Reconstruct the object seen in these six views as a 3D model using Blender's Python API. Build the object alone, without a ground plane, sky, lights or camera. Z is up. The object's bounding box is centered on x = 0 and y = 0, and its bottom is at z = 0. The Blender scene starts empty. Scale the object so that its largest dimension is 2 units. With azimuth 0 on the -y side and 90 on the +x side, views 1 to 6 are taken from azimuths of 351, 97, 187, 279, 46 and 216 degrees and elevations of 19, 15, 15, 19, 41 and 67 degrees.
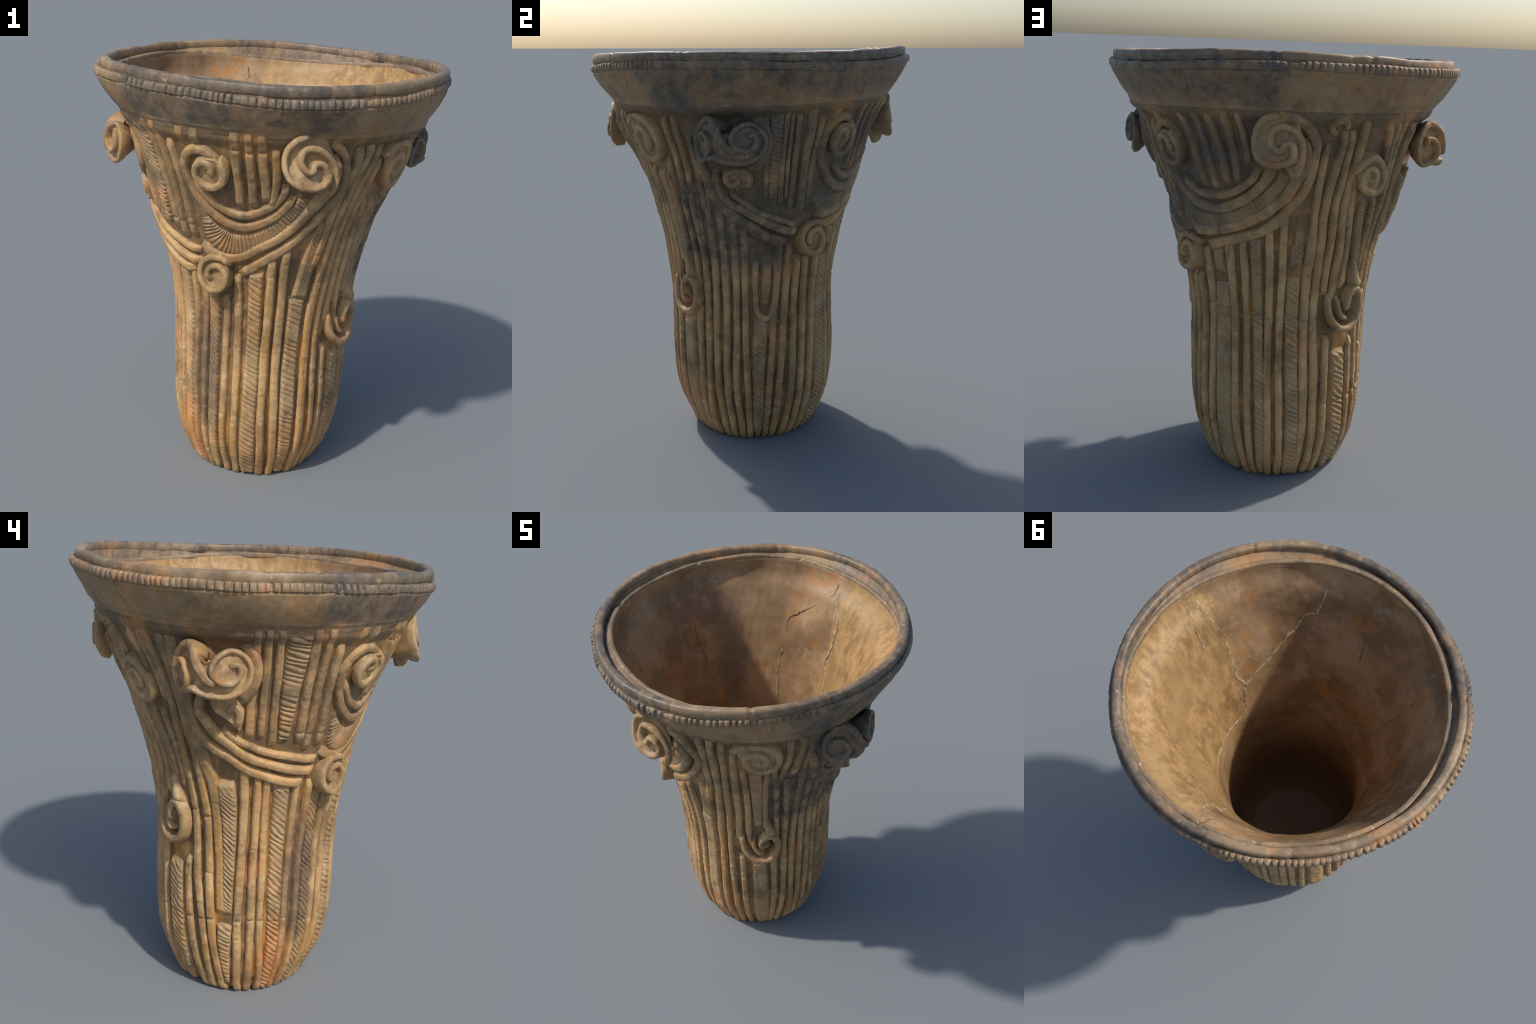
import bpy, math, random
import numpy as np

rng = np.random.default_rng(7)
random.seed(7)
RAD = math.radians

# ------------------------------------------------------------------ profile
# Envelope of the jar (wall plus applied coils): radius at each height towards
# +x, +y, -x, -y; quarter ellipses in between.
ZK = np.array([0, .03, .08, .15, .25, .4, .6, .8, 1.0, 1.2, 1.35, 1.5, 1.62, 1.76])
QUARTERS = np.array([
    [.264, .311, .346, .368, .396, .411, .418, .425, .451, .503, .543, .600, .646, .684],
    [.294, .328, .361, .389, .416, .427, .425, .421, .447, .491, .535, .575, .614, .678],
    [.309, .353, .378, .403, .422, .431, .433, .434, .454, .504, .550, .586, .622, .688],
    [.302, .328, .350, .384, .413, .429, .429, .433, .456, .497, .536, .588, .643, .692]])
SLOPE = np.array([np.gradient(q, ZK) for q in QUARTERS])
RIDGE = .019                                   # height of the applied coils


def hermite(z):
    z = np.clip(z, 0, ZK[-1])
    i = np.clip(np.searchsorted(ZK, z) - 1, 0, len(ZK) - 2)
    h = ZK[i + 1] - ZK[i]
    t = (z - ZK[i]) / h
    a, b, c, d = 2*t**3 - 3*t**2 + 1, t**3 - 2*t**2 + t, -2*t**3 + 3*t**2, t**3 - t**2
    return [a*q[i] + b*h*s[i] + c*q[i+1] + d*h*s[i+1] for q, s in zip(QUARTERS, SLOPE)]


def env(th, z, fans=1.0):
    px, py, nx, ny = hermite(z)
    c, s = np.cos(th), np.sin(th)
    r = 1 / np.sqrt((c / np.where(c > 0, px, nx))**2 + (s / np.where(s > 0, py, ny))**2)
    # the two fields of fanned coils lie a little flatter than an ellipse
    for c0, k in ((-38, .014), (141, .015)):
        r = r - fans * k * np.exp(-((np.degrees(th) - c0 + 180) % 360 - 180)**2 / 22**2 - ((z - 1.24)/.24)**2)
    return r


def smooth(a, b, x):
    t = np.clip((x - a) / (b - a), 0, 1)
    return t*t*(3 - 2*t)


def harm(th, k):
    return k[0] + sum(k[2*n-1]*np.cos(n*th) + k[2*n]*np.sin(n*th) for n in range(1, (len(k)+1)//2))


# rim curves (harmonics of the angle): lip crest, notched band, inner ledge, collar foot
def r_lip(t): return harm(t, [.748, .0118, -.006, .0022, -.008, -.005, .0003, .003, 0])
def z_lip(t): return harm(t, [1.9718, .0008, .0161, -.001, -.0015, .0006, -.0072])
def r_band(t): return harm(t, [.7851, .0033, -.0018, .0045, -.005, -.0026, .0001, .0031, .0022])
def z_band(t): return harm(t, [1.9209, -.0036, .0202, .0037, -.0033, .0039, -.0091])
def r_ledge(t): return harm(t, [.6986, .0163, .007, .0055, -.0017, -.0042, .0058, .0019, .0022])
def z_ledge(t): return harm(t, [1.9316, -.0097, -.0029, .0001, .0021, .0145, .002])
def r_foot(t): return harm(t, [.710, .004, -.003, .002, -.004])
def z_foot(t): return harm(t, [1.784, -.004, .015, -.004, .0])


def wrap(d):
    return (d + 180) % 360 - 180


def arc(t, c, half, soft):
    """1 inside the sector c +- half degrees, fading over soft degrees."""
    d = np.abs(wrap(np.degrees(t) - c))
    return 1 - smooth(half, half + soft, d)


# ------------------------------------------------------------------ lumps
_ph = rng.uniform(0, 6.283, (40, 3))
_fr = rng.normal(0, 1, (40, 3))


def lumps(p, scale, n=14, seed=0):
    """Cheap smooth 3D noise about -1..1."""
    out = 0
    for k in range(n):
        f = _fr[(k + seed) % 40]
        f = f / np.linalg.norm(f) * (6.283 / scale) * (.6 + .9 * ((k * 7) % 5) / 5)
        out = out + np.sin(p @ f + _ph[(k + seed) % 40, 0])
    return out / math.sqrt(n)


# ------------------------------------------------------------------ surfaces
# mend lines where sherds were joined: (angle from, to, height at both ends, depth)
MENDS = [(146, 198, .40, .425, .010), (198, 216, .425, .41, .007), (48, 132, .87, .82, .011),
         (118, 150, .40, .405, .005), (198, 250, .405, .37, .002), (-34, -18, 1.325, 1.30, .010),
         (152, 172, .95, .90, .008), (206, 226, 1.33, 1.31, .006), (235, 262, 1.695, 1.675, .010)]


def mend_cut(th, z):
    d = np.degrees(th) % 360
    cut = 0
    for a, b, za, zb, dep in MENDS:
        m = (a + b) / 2
        x = wrap(d - m)
        h = (b - a) / 2
        zc = za + (zb - za) * (x + h) / (2*h) + .006 * np.sin(x * .55 + a) + .004*np.sin(x*1.7)
        cut = cut + dep * np.exp(-((z - zc) / .0055)**2) * (1 - smooth(h - 1, h + 1, np.abs(x)))
    return cut


def wall_r(th, z):
    return env(th, z) - RIDGE * (1 - smooth(1.70, 1.775, z)) * (.35 + .65 * smooth(0, .05, z))


def on_wall(th, z):
    r = wall_r(th, z)
    return np.stack([r*np.cos(th), r*np.sin(th), z], -1)


def normal_of(surf, th, z):
    e = 2e-3
    a = surf(th + e, z) - surf(th - e, z)
    b = surf(th, z + e) - surf(th, z - e)
    n = np.cross(a, b)
    return n / np.linalg.norm(n, axis=-1, keepdims=True)


def offset_surf(base, d):
    def f(th, z):
        r = base(th, z) + d
        return np.stack([r*np.cos(th), r*np.sin(th), z], -1)
    return f


def keep_outside(V, bite=.014):
    """Feet of applied clay stop just inside the wall, never showing in the mouth."""
    th, z = np.arctan2(V[..., 1], V[..., 0]), V[..., 2]
    r = np.hypot(V[..., 0], V[..., 1])
    lim = wall_r(th, z) - bite
    k = np.where(r < lim, lim / np.maximum(r, 1e-6), 1.0)
    return np.stack([V[..., 0]*k, V[..., 1]*k, np.maximum(V[..., 2], .0)], -1)


# ------------------------------------------------------------------ mesh helpers
COLL = bpy.context.scene.collection


def mesh_object(name, verts, faces, mat, parent, smooth_shade=True, foot=None):
    me = bpy.data.meshes.new(name)
    verts = np.asarray(verts, np.float32)
    me.from_pydata(verts.tolist(), [], faces)
    me.update()
    if smooth_shade:
        me.polygons.foreach_set("use_smooth", [True] * len(me.polygons))
    me.materials.append(mat)
    if foot is not None:                      # coil flanks coloured dark to draw the crease shade
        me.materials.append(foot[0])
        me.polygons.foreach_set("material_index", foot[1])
    ob = bpy.data.objects.new(name, me)
    COLL.objects.link(ob)
    ob.parent = parent
    return ob


def grid_faces(nu, nv, wrap_v=False, base=0, flip=False):
    f = []
    m = nv if wrap_v else nv - 1
    for i in range(nu - 1):
        for j in range(m):
            k = (j + 1) % nv
            q = (base + i*nv + j, base + i*nv + k, base + (i+1)*nv + k, base + (i+1)*nv + j)
            f.append(q[::-1] if flip else q)
    return f


def catmull(pts, n=24):
    p = np.asarray(pts, float)
    if len(p) == 2:
        return p[0] + (p[1] - p[0]) * np.linspace(0, 1, n)[:, None]
    q = np.vstack([2*p[0] - p[1], p, 2*p[-1] - p[-2]])
    out = []
    for i in range(len(p) - 1):
        a, b, c, d = q[i:i+4]
        t = np.linspace(0, 1, n, endpoint=False)[:, None]
        out.append(.5 * (2*b + (c - a)*t + (2*a - 5*b + 4*c - d)*t**2 + (3*b - a - 3*c + d)*t**3))
    out.append(p[-1:])
    return np.vstack(out)


def resample(pts, surf, step, extra=None):
    """Evenly spaced (angle, height) samples along a curve drawn on a surface."""
    P = surf(pts[:, 0], pts[:, 1])
    s = np.concatenate([[0], np.cumsum(np.linalg.norm(np.diff(P, axis=0), axis=1))])
    n = max(6, int(s[-1] / step) + 1)
    u = np.linspace(0, s[-1], n)
    th, z = np.interp(u, s, pts[:, 0]), np.interp(u, s, pts[:, 1])
    x = None if extra is None else np.interp(u, s, extra)
    return th, z, u, x


# cross-section of a coil: across (in half widths) and height
CS_X = np.array([-1.3, -1.12, -1.0, -.9, -.74, -.5, -.25, 0, .25, .5, .74, .9, 1.0, 1.12, 1.3])
CS_Y = np.concatenate([[-.6, .03], [.16], (1 - np.abs(CS_X[3:-3])**4.2)**.60*.95 + .05, [.16], [.03, -.6]])


def sweep(name, path, width, height, mat, parent, surf=on_wall, sink=.02, taper=(1, 1), wobble=1.0,
          step=.0055, lift=0.0, mends=True, deep=None, nick=1.0, side=1, foot=None):
    """A clay coil laid along a path of (degrees, z) points on the surface."""
    seed = int(rng.integers(0, 40))
    c = catmull([(RAD(a), b) for a, b in path])
    wctl = None
    if not np.isscalar(width):
        wctl = np.interp(np.linspace(0, 1, len(c)), np.linspace(0, 1, len(width)), width)
    th, z, u, wv = resample(c, surf, step, wctl)
    P = surf(th, z)
    N = normal_of(surf, th, z)
    N = N * side
    T = np.gradient(P, axis=0)
    T /= np.linalg.norm(T, axis=1, keepdims=True)
    S = np.cross(N, T)
    S /= np.linalg.norm(S, axis=1, keepdims=True)
    L = u[-1]
    base_w = wv if wv is not None else np.full(len(u), width)
    w = base_w * (.93 + .045*wobble*lumps(P, .24, seed=seed) + .012*wobble*lumps(P, .05, seed=seed+5)) / 2
    hh = np.interp(np.linspace(0, 1, len(u)), np.linspace(0, 1, len(height)), height) if not np.isscalar(height) else height
    h = hh + .0013*wobble*lumps(P, .20, seed=seed+9) + .0004*wobble*lumps(P, .04, seed=seed+3)
    P = P + S * (.0012*wobble*lumps(P, .22, seed=seed+13) + .0003*wobble*lumps(P, .045, seed=seed+17))[:, None]
    # nicks where the coil has been chipped
    for _ in range(int(L / .2)):
        c0, wd, dp = rng.uniform(0, L), rng.uniform(.003, .012), rng.uniform(.0005, .0035)*nick
        h = h - dp*np.exp(-((u - c0)/wd)**2)
    e0 = smooth(-.25, 1, u / (base_w*.9)) if taper[0] else np.ones(len(u))
    e1 = smooth(-.25, 1, (L - u) / (base_w*.9)) if taper[1] else np.ones(len(u))
    e = np.minimum(e0, e1)
    h = h * e
    w = w * (.80 + .20*e)
    if mends:
        h = h - mend_cut(th, z)
    Y = np.where(CS_Y > 0, CS_Y * 1.0, CS_Y * 0)[None, :] * h[:, None] \
        + np.where(CS_Y < 0, CS_Y, 0)[None, :] * sink + lift
    X = CS_X[None, :] * w[:, None]
    if deep is not None:                      # straight flanks: reaching back to the wall
        Xs = np.clip(CS_X, -1.04, 1.04)
        X = Xs[None, :] * w[:, None] * np.where(np.abs(CS_X) > 1.2, .8, 1.0)[None, :]
        Y = Y - np.where(np.abs(CS_X) > 1.2, deep, 0)[None, :]
    V = P[:, None] + S[:, None]*X[..., None] + N[:, None]*Y[..., None]
    V = V + N[:, None] * ((.0005*wobble)*lumps(V.reshape(-1, 3), .024, seed=seed+21)).reshape(V.shape[:2])[..., None]
    if side > 0:
        V = keep_outside(V)
    n, m = V.shape[:2]
    f = grid_faces(n, m, flip=True)
    f.append(tuple(range(m)))
    f.append(tuple(range((n-1)*m, n*m))[::-1])
    idx = None
    if foot is not None:
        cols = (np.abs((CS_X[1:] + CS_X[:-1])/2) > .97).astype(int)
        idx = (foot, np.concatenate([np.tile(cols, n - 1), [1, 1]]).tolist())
    return mesh_object(name, V.reshape(-1, 3), f, mat, parent, foot=idx)


def hatched(name, path, widths, mat, parent, pitch=.021, slant=.6, depth=.007, height=.019, surf=on_wall,
            step=.0032, nx=19, taper=(1, 1), mends=True, edge=.16, sharp=1.0, fade=(0, 0)):
    """A flat clay band scored with slanting grooves."""
    seed = int(rng.integers(0, 40))
    c = catmull([(RAD(a), b) for a, b in path])
    wctl = np.interp(np.linspace(0, 1, len(c)), np.linspace(0, 1, len(widths)), widths)
    th, z, u, w = resample(c, surf, step, wctl)
    P = surf(th, z)
    N = normal_of(surf, th, z)
    T = np.gradient(P, axis=0)
    T /= np.linalg.norm(T, axis=1, keepdims=True)
    S = np.cross(N, T)                         # points to the right when the path runs down
    S /= np.linalg.norm(S, axis=1, keepdims=True)
    L = u[-1]
    w = w/2 * (1.06 + .035*lumps(P, .2, seed=seed))
    e = np.ones(len(u))
    if taper[0]:
        e = np.minimum(e, smooth(0, .03, u))
    if taper[1]:
        e = np.minimum(e, smooth(0, .03, L - u))
    x = np.linspace(-1, 1, nx)
    x = np.concatenate([[-1.15], x, [1.15]])
    X = x[None, :] * w[:, None]
    top = np.clip(1 - (np.abs(np.clip(x, -1, 1)) / 1.0)**7, 0, 1)
    Y = top[None, :] * (height * e + .0015*lumps(P, .10, seed=seed+3))[:, None]
    warp = .22*lumps(P, .09, seed=seed+7)[:, None] + .08*lumps(P, .03, seed=seed+2)[:, None]
    ph = (u[:, None] - slant*X) / pitch + warp
    tri = np.abs((ph % 1) - .5) * 2
    groove = np.exp(-((1 - tri) / .36)**2 * sharp)
    amp = depth * (.75 + .35*lumps(P, .09, seed=seed+11))[:, None] * smooth(1.0, 1.0 - edge, np.abs(x))[None, :]
    if fade[0]:
        amp = amp * smooth(0, fade[0], u)[:, None]
    if fade[1]:
        amp = amp * smooth(0, fade[1], L - u)[:, None]
    Y = Y - np.maximum(amp, 0)*groove
    Y[:, 0] = Y[:, -1] = -.02
    if mends:
        Y = Y - mend_cut(th, z)[:, None]
    V = P[:, None] + S[:, None]*X[..., None] + N[:, None]*Y[..., None]
    V = keep_outside(V)
    n, m = V.shape[:2]
    f = grid_faces(n, m, flip=True)
    f.append(tuple(range(m)))
    f.append(tuple(range((n-1)*m, n*m))[::-1])
    return mesh_object(name, V.reshape(-1, 3), f, mat, parent)


# ------------------------------------------------------------------ materials
class Nodes:
    def __init__(self, name):
        self.mat = bpy.data.materials.new(name)
        self.mat.use_nodes = True
        self.t = self.mat.node_tree
        self.t.nodes.clear()
        self.co = self.new('ShaderNodeTexCoord').outputs['Object']

    def new(self, kind):
        return self.t.nodes.new(kind)

    def link(self, a, b):
        if hasattr(a, 'is_output'):
            self.t.links.new(a, b)
        else:
            b.default_value = a

    def math(self, op, a, b=0.0, c=0.0, clamp=False):
        n = self.new('ShaderNodeMath')
        n.operation = op
        n.use_clamp = clamp
        for s, v in zip(n.inputs, (a, b, c)):
            self.link(v, s)
        return n.outputs[0]

    def ramp(self, x, lo, hi, a=0.0, b=1.0):
        n = self.new('ShaderNodeMapRange')
        n.interpolation_type = 'SMOOTHSTEP'
        for k, v in zip(('Value', 'From Min', 'From Max', 'To Min', 'To Max'), (x, lo, hi, a, b)):
            self.link(v, n.inputs[k])
        return n.outputs[0]

    def noise(self, scale, detail=4, rough=.6, stretch=(1, 1, 1), shift=0.0, dist=0.0):
        m = self.new('ShaderNodeMapping')
        self.link(self.co, m.inputs['Vector'])
        m.inputs['Scale'].default_value = stretch
        m.inputs['Location'].default_value = (shift, shift*.7, shift*1.3)
        n = self.new('ShaderNodeTexNoise')
        self.link(m.outputs[0], n.inputs['Vector'])
        n.inputs['Scale'].default_value = scale
        n.inputs['Detail'].default_value = detail
        n.inputs['Roughness'].default_value = rough
        n.inputs['Distortion'].default_value = dist
        return n.outputs['Fac']

    def mix(self, f, a, b, mode='MIX'):
        n = self.new('ShaderNodeMix')
        n.data_type = 'RGBA'
        n.blend_type = mode
        self.link(f, n.inputs[0])
        for s, v in ((n.inputs[6], a), (n.inputs[7], b)):
            self.link((*v, 1) if isinstance(v, tuple) else v, s)
        return n.outputs[2]

    def polar(self):
        s = self.new('ShaderNodeSeparateXYZ')
        self.link(self.co, s.inputs[0])
        self.x, self.y, self.z = s.outputs
        self.ang = self.math('MULTIPLY', self.math('ARCTAN2', self.y, self.x), 57.2958)

    def blob(self, c, half_a, zc, half_z, soft=1.0, shake=None, k=.8):
        """Soft patch centred at an angle (degrees) and a height; edges broken by noise."""
        d = self.math('SUBTRACT', self.ang, c)
        d = self.math('WRAP', d, 180.0, -180.0)
        d = self.math('POWER', self.math('ABSOLUTE', self.math('DIVIDE', d, half_a)), 2.0)
        e = self.math('POWER', self.math('ABSOLUTE', self.math('DIVIDE', self.math('SUBTRACT', self.z, zc), half_z)), 2.0)
        q = self.math('SUBTRACT', 1.0, self.math('ADD', d, e))
        if shake is not None:
            q = self.math('ADD', q, self.math('MULTIPLY', self.math('SUBTRACT', shake, .5), k*2))
        return self.ramp(q, 0.0, soft)


def sector(n, a0, a1, z0, z1, soft_a, soft_z, shake, k=.5):
    """Patch between two angles and two heights with lightly broken borders."""
    j = n.math('SUBTRACT', shake, .5)
    d = n.math('ABSOLUTE', n.math('WRAP', n.math('SUBTRACT', n.ang, (a0 + a1)/2), 180.0, -180.0))
    d = n.math('ADD', d, n.math('MULTIPLY', j, 30*k))
    z = n.math('ADD', n.z, n.math('MULTIPLY', j, .35*k))
    h = (a1 - a0)/2
    m = n.ramp(d, h + soft_a/2, h - soft_a/2)
    m = n.math('MULTIPLY', m, n.ramp(z, z0 - soft_z/2, z0 + soft_z/2))
    return n.math('MULTIPLY', m, n.ramp(z, z1 + soft_z/2, z1 - soft_z/2))


def finish(n, col, rough, bump, strength=.35, distance=.004, spec=.35):
    b = n.new('ShaderNodeBump')
    b.inputs['Strength'].default_value = strength
    b.inputs['Distance'].default_value = distance
    n.link(bump, b.inputs['Height'])
    p = n.new('ShaderNodeBsdfPrincipled')
    n.link(col, p.inputs['Base Color'])
    n.link(rough, p.inputs['Roughness'])
    p.inputs['Specular IOR Level'].default_value = spec
    n.link(b.outputs[0], p.inputs['Normal'])
    o = n.new('ShaderNodeOutputMaterial')
    n.link(p.outputs[0], o.inputs[0])
    return n.mat


TAN = (.52, .315, .135)
BUFF = (.60, .41, .21)
PINK = (.54, .27, .115)
BROWN = (.235, .145, .068)
OCHRE = (.40, .195, .045)
RUST = (.50, .16, .03)
OLIVE = (.26, .185, .085)
CHAR = (.060, .057, .055)
SMOKE = (.125, .108, .088)


def clay(name, base=TAN, light=BUFF, low=BROWN, ochre=.25, rust=.10, char=1.0, pale=.28, spec=.35, rough=.55, filmy=1.0):
    """Low-fired clay with fire clouds. The clouds sit at fixed places on the jar."""
    n = Nodes(name)
    n.polar()
    big = n.noise(3.4, 6, .66)
    mid = n.noise(12, 6, .70, shift=3.1)
    fine = n.noise(46, 4, .7, shift=7.7)
    streak = n.noise(10, 5, .65, stretch=(1, 1, .16), shift=5.3)
    col = n.mix(n.ramp(big, .34, .62), low, base)
    col = n.mix(n.ramp(mid, .46, .70, 0, .8), col, light)
    col = n.mix(n.ramp(n.noise(5.5, 5, .65, shift=11.0), .52, .64, 0, .6), col, PINK)
    col = n.mix(n.ramp(n.noise(7.5, 5, .65, shift=15.0), .53, .66, 0, .45), col, OLIVE)
    col = n.mix(n.ramp(streak, .52, .64, 0, ochre*2), col, OCHRE)
    col = n.mix(n.ramp(n.noise(14, 5, .7, stretch=(1, 1, .35), shift=21.0), .60, .70, 0, rust*4), col, RUST)
    # brown stains that ran down, and a dulled smoky film over the upper half
    run = n.noise(13, 6, .72, stretch=(1, 1, .22), shift=45.0)
    col = n.mix(n.ramp(run, .55, .68, 0, .65), col, (.15, .090, .050))
    film = n.ramp(n.math('ADD', n.z, n.math('MULTIPLY', n.math('SUBTRACT', n.noise(3.5, 6, .7, shift=51.0), .5), 1.5)), .85, 1.55)
    film = n.math('MULTIPLY', film, n.ramp(n.noise(8, 5, .7, shift=55.0), .36, .58, 1.0, .30))
    col = n.mix(n.math('MULTIPLY', film, .70*filmy), col, (.125, .094, .060))
    # smoke-blackened and browned areas
    sh = n.noise(6.5, 6, .68, shift=31.0)
    sh2 = n.noise(17, 5, .7, shift=37.0)
    dark = [n.math('MULTIPLY', sector(n, -31, 97, 1.79, 2.1, 5, .10, sh, .6), n.ramp(sh2, .36, .56, 1.0, .62)),
            n.math('MULTIPLY', sector(n, -150, -74, 1.77, 2.1, 5, .05, sh, .5), n.ramp(sh2, .34, .60, 1.0, .72)),
            n.math('MULTIPLY', sector(n, -36, 30, .97, 1.40, 8, .10, sh, .8), n.ramp(sh2, .40, .60, 1.0, .55)),
            n.blob(4, 34, 1.60, .22, .8, sh2, .9),
            n.blob(38, 30, 1.28, .14, 1.2, sh2, 1.2), n.blob(-20, 12, 1.78, .10, .9, sh, .8),
            n.blob(50, 34, 1.42, .30, 1.3, sh2, 1.2), n.blob(72, 28, 1.60, .18, 1.3, sh2, 1.1)]
    m = dark[0]
    for d in dark[1:]:
        m = n.math('MAXIMUM', m, d)
    m = n.math('MULTIPLY', m, n.ramp(mid, .30, .62, 1.0, .72))
    m = n.math('MULTIPLY', m, .90*char, clamp=True)
    tint = n.mix(n.ramp(sh2, .42, .62), CHAR, SMOKE)
    col = n.mix(m, col, tint)
    brown = n.blob(-136, 15, .62, .42, 1.0, sh2, 1.0)
    brown = n.math('MAXIMUM', brown, n.blob(-165, 30, 1.74, .06, 1.0, sh, .9))
    brown = n.math('MAXIMUM', brown, n.blob(8, 26, .78, .12, 1.6, sh2, 1.2))
    col = n.mix(n.math('MULTIPLY', brown, .72), col, (.105, .072, .052))
    red = n.math('MAXIMUM', n.blob(-150, 16, .22, .25, 1.0, run, 1.3), n.blob(-70, 60, .18, .24, 1.6, run, 1.2))
    red = n.math('MAXIMUM', red, n.math('MULTIPLY', n.blob(-35, 12, .72, .08, 1.2, sh2, .8), .6))
    col = n.mix(n.math('MULTIPLY', red, .55), col, (.52, .20, .065))
    col = n.mix(n.ramp(fine, .30, .46, .35, 0), col, (.14, .09, .05))
    col = n.mix(n.ramp(n.noise(24, 4, .7, shift=41.0), .60, .74, 0, pale), col, (.60, .46, .30))
    bump = n.math('ADD', n.math('MULTIPLY', fine, .5), n.math('MULTIPLY', mid, .8))
    r = n.ramp(mid, .3, .7, rough - .08, rough + .12)
    return finish(n, col, r, bump, .35, .004, spec)


M_WALL = clay('groove_clay', base=(.21, .122, .05), light=(.28, .165, .068), low=(.11, .066, .03), ochre=.46, rust=.20, pale=.06, filmy=1.15)  # base colour darkened: occlusion shade between the coils is baked in
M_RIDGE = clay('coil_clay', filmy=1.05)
M_BAND = clay('scored_clay', base=(.40, .262, .128), light=(.49, .34, .18), ochre=.15, rust=.05, pale=.35)
M_SCROLL = clay('scroll_clay', base=(.44, .285, .135), light=(.55, .39, .21), ochre=.14, rust=.12, pale=.6, filmy=.35)
M_RIM = clay('rim_clay', base=(.36, .245, .14), light=(.48, .35, .21), low=(.20, .14, .085), ochre=.2, rust=.08, pale=.45, rough=.46, spec=.4)
M_LEDGE = clay('ledge_clay', base=(.38, .265, .15), light=(.50, .38, .24), low=(.24, .165, .095), ochre=.25, rust=.10, pale=.8, char=.45, rough=.5)
M_COLLAR = clay('collar_clay', base=(.35, .225, .115), light=(.42, .285, .155), low=(.21, .14, .075), ochre=.25, rust=.12, pale=.12, filmy=.45)


def inside_clay():
    n = Nodes('inner_clay')
    n.polar()
    big = n.noise(3.0, 5, .62, shift=2.0)
    mid = n.noise(9, 5, .65, shift=4.0)
    col = n.mix(n.ramp(big, .36, .66), (.205, .12, .058), (.37, .23, .115))
    col = n.mix(n.ramp(mid, .50, .70, 0, .55), col, (.45, .31, .18))
    col = n.mix(n.ramp(n.noise(7, 4, .6, shift=9.0), .54, .70, 0, .85), col, (.38, .17, .05))
    col = n.mix(n.ramp(n.noise(30, 4, .7, shift=13.0), .28, .44, .4, 0), col, (.12, .08, .05))
    # darker soot towards the foot
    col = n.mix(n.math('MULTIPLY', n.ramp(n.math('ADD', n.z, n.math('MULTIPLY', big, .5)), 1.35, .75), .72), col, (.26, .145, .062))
    sh = n.noise(8, 5, .65, shift=17.0)
    stain = n.math('MAXIMUM', n.blob(150, 14, 1.45, .35, 1.0, sh, .9), n.blob(-140, 30, 1.85, .10, 1.2, sh, 1.0))
    col = n.mix(n.math('MULTIPLY', stain, .6), col, (.10, .07, .05))
    # restored sector in golden plaster, brushed
    brush = n.noise(22, 6, .75, stretch=(1.0, 1.0, .22), shift=23.0)
    gold = n.mix(n.ramp(brush, .38, .62), (.25, .148, .058), (.455, .282, .118))
    gold = n.mix(n.ramp(n.noise(2.6, 3, .5, shift=29.0), .45, .6, 0, .6), gold, (.34, .215, .095))
    q = n.math('ADD', n.ang, n.math('MULTIPLY', n.math('SUBTRACT', n.noise(5, 4, .6, shift=33.0), .5), 12.0))
    f = n.math('MULTIPLY', n.ramp(q, -22, -20), n.ramp(q, 86, 84))
    zz = n.math('ADD', n.z, n.math('MULTIPLY', n.math('SUBTRACT', n.noise(4, 3, .6, shift=35.0), .5), .16))
    f = n.math('MULTIPLY', n.math('MULTIPLY', f, n.ramp(zz, 1.08, 1.11)), .85)
    col = n.mix(f, col, gold)
    bump = n.math('ADD', mid, n.math('MULTIPLY', n.noise(40, 3, .6), .4))
    return finish(n, col, n.ramp(mid, .3, .7, .45, .62), bump, .3, .004, .35)


M_INSIDE = inside_clay()

# pale mending plaster
nn = Nodes('mending_plaster')
M_PLASTER = finish(nn, nn.mix(nn.ramp(nn.noise(30), .4, .6), (.25, .17, .085), (.44, .33, .19)), .7, nn.noise(60), .3, .003)

def inner_r(th, z):
    """Inside of the wall, running up to the ledge below the lip."""
    t = np.interp(z, [.1, .4, .7, 1.0, 1.3, 1.5, 1.62, 1.76], [.066, .066, .072, .081, .082, .071, .065, .066])
    t = t + .012*arc(th, 35, 48, 25)*smooth(1.45, 1.6, z)
    r = env(th, z, .3) - t + np.clip(z - 1.76, 0, .2)*.40
    k = smooth(1.78, 1.90, z)
    return r*(1 - k) + (r_ledge(th) - .012)*k


# ------------------------------------------------------------------ the jar
jar = bpy.data.objects.new('clay_jar', None)
COLL.objects.link(jar)
jar["label"] = "tall flared earthenware jar with applied coils, scrolls and hatched bands"
jar["category"] = "ceramic vessel"

NT = 432
TH = np.linspace(-np.pi, np.pi, NT, endpoint=False)


def rings(zr):
    """zr: list of functions of the angle giving (radius, height) for each ring."""
    return [np.stack([r*np.cos(TH), r*np.sin(TH), z*np.ones(NT)], -1) for r, z in zr]


overhang = .012 + .014 * arc(TH, -145, 75, 30) + .010 * arc(TH, 110, 30, 30)
rf, zf = r_foot(TH), z_foot(TH)
rb, zb = r_band(TH), z_band(TH)
rl, zl = r_lip(TH), z_lip(TH)
ri, zi = r_ledge(TH), z_ledge(TH)
z_neck = zf - .030
parts = []
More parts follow.
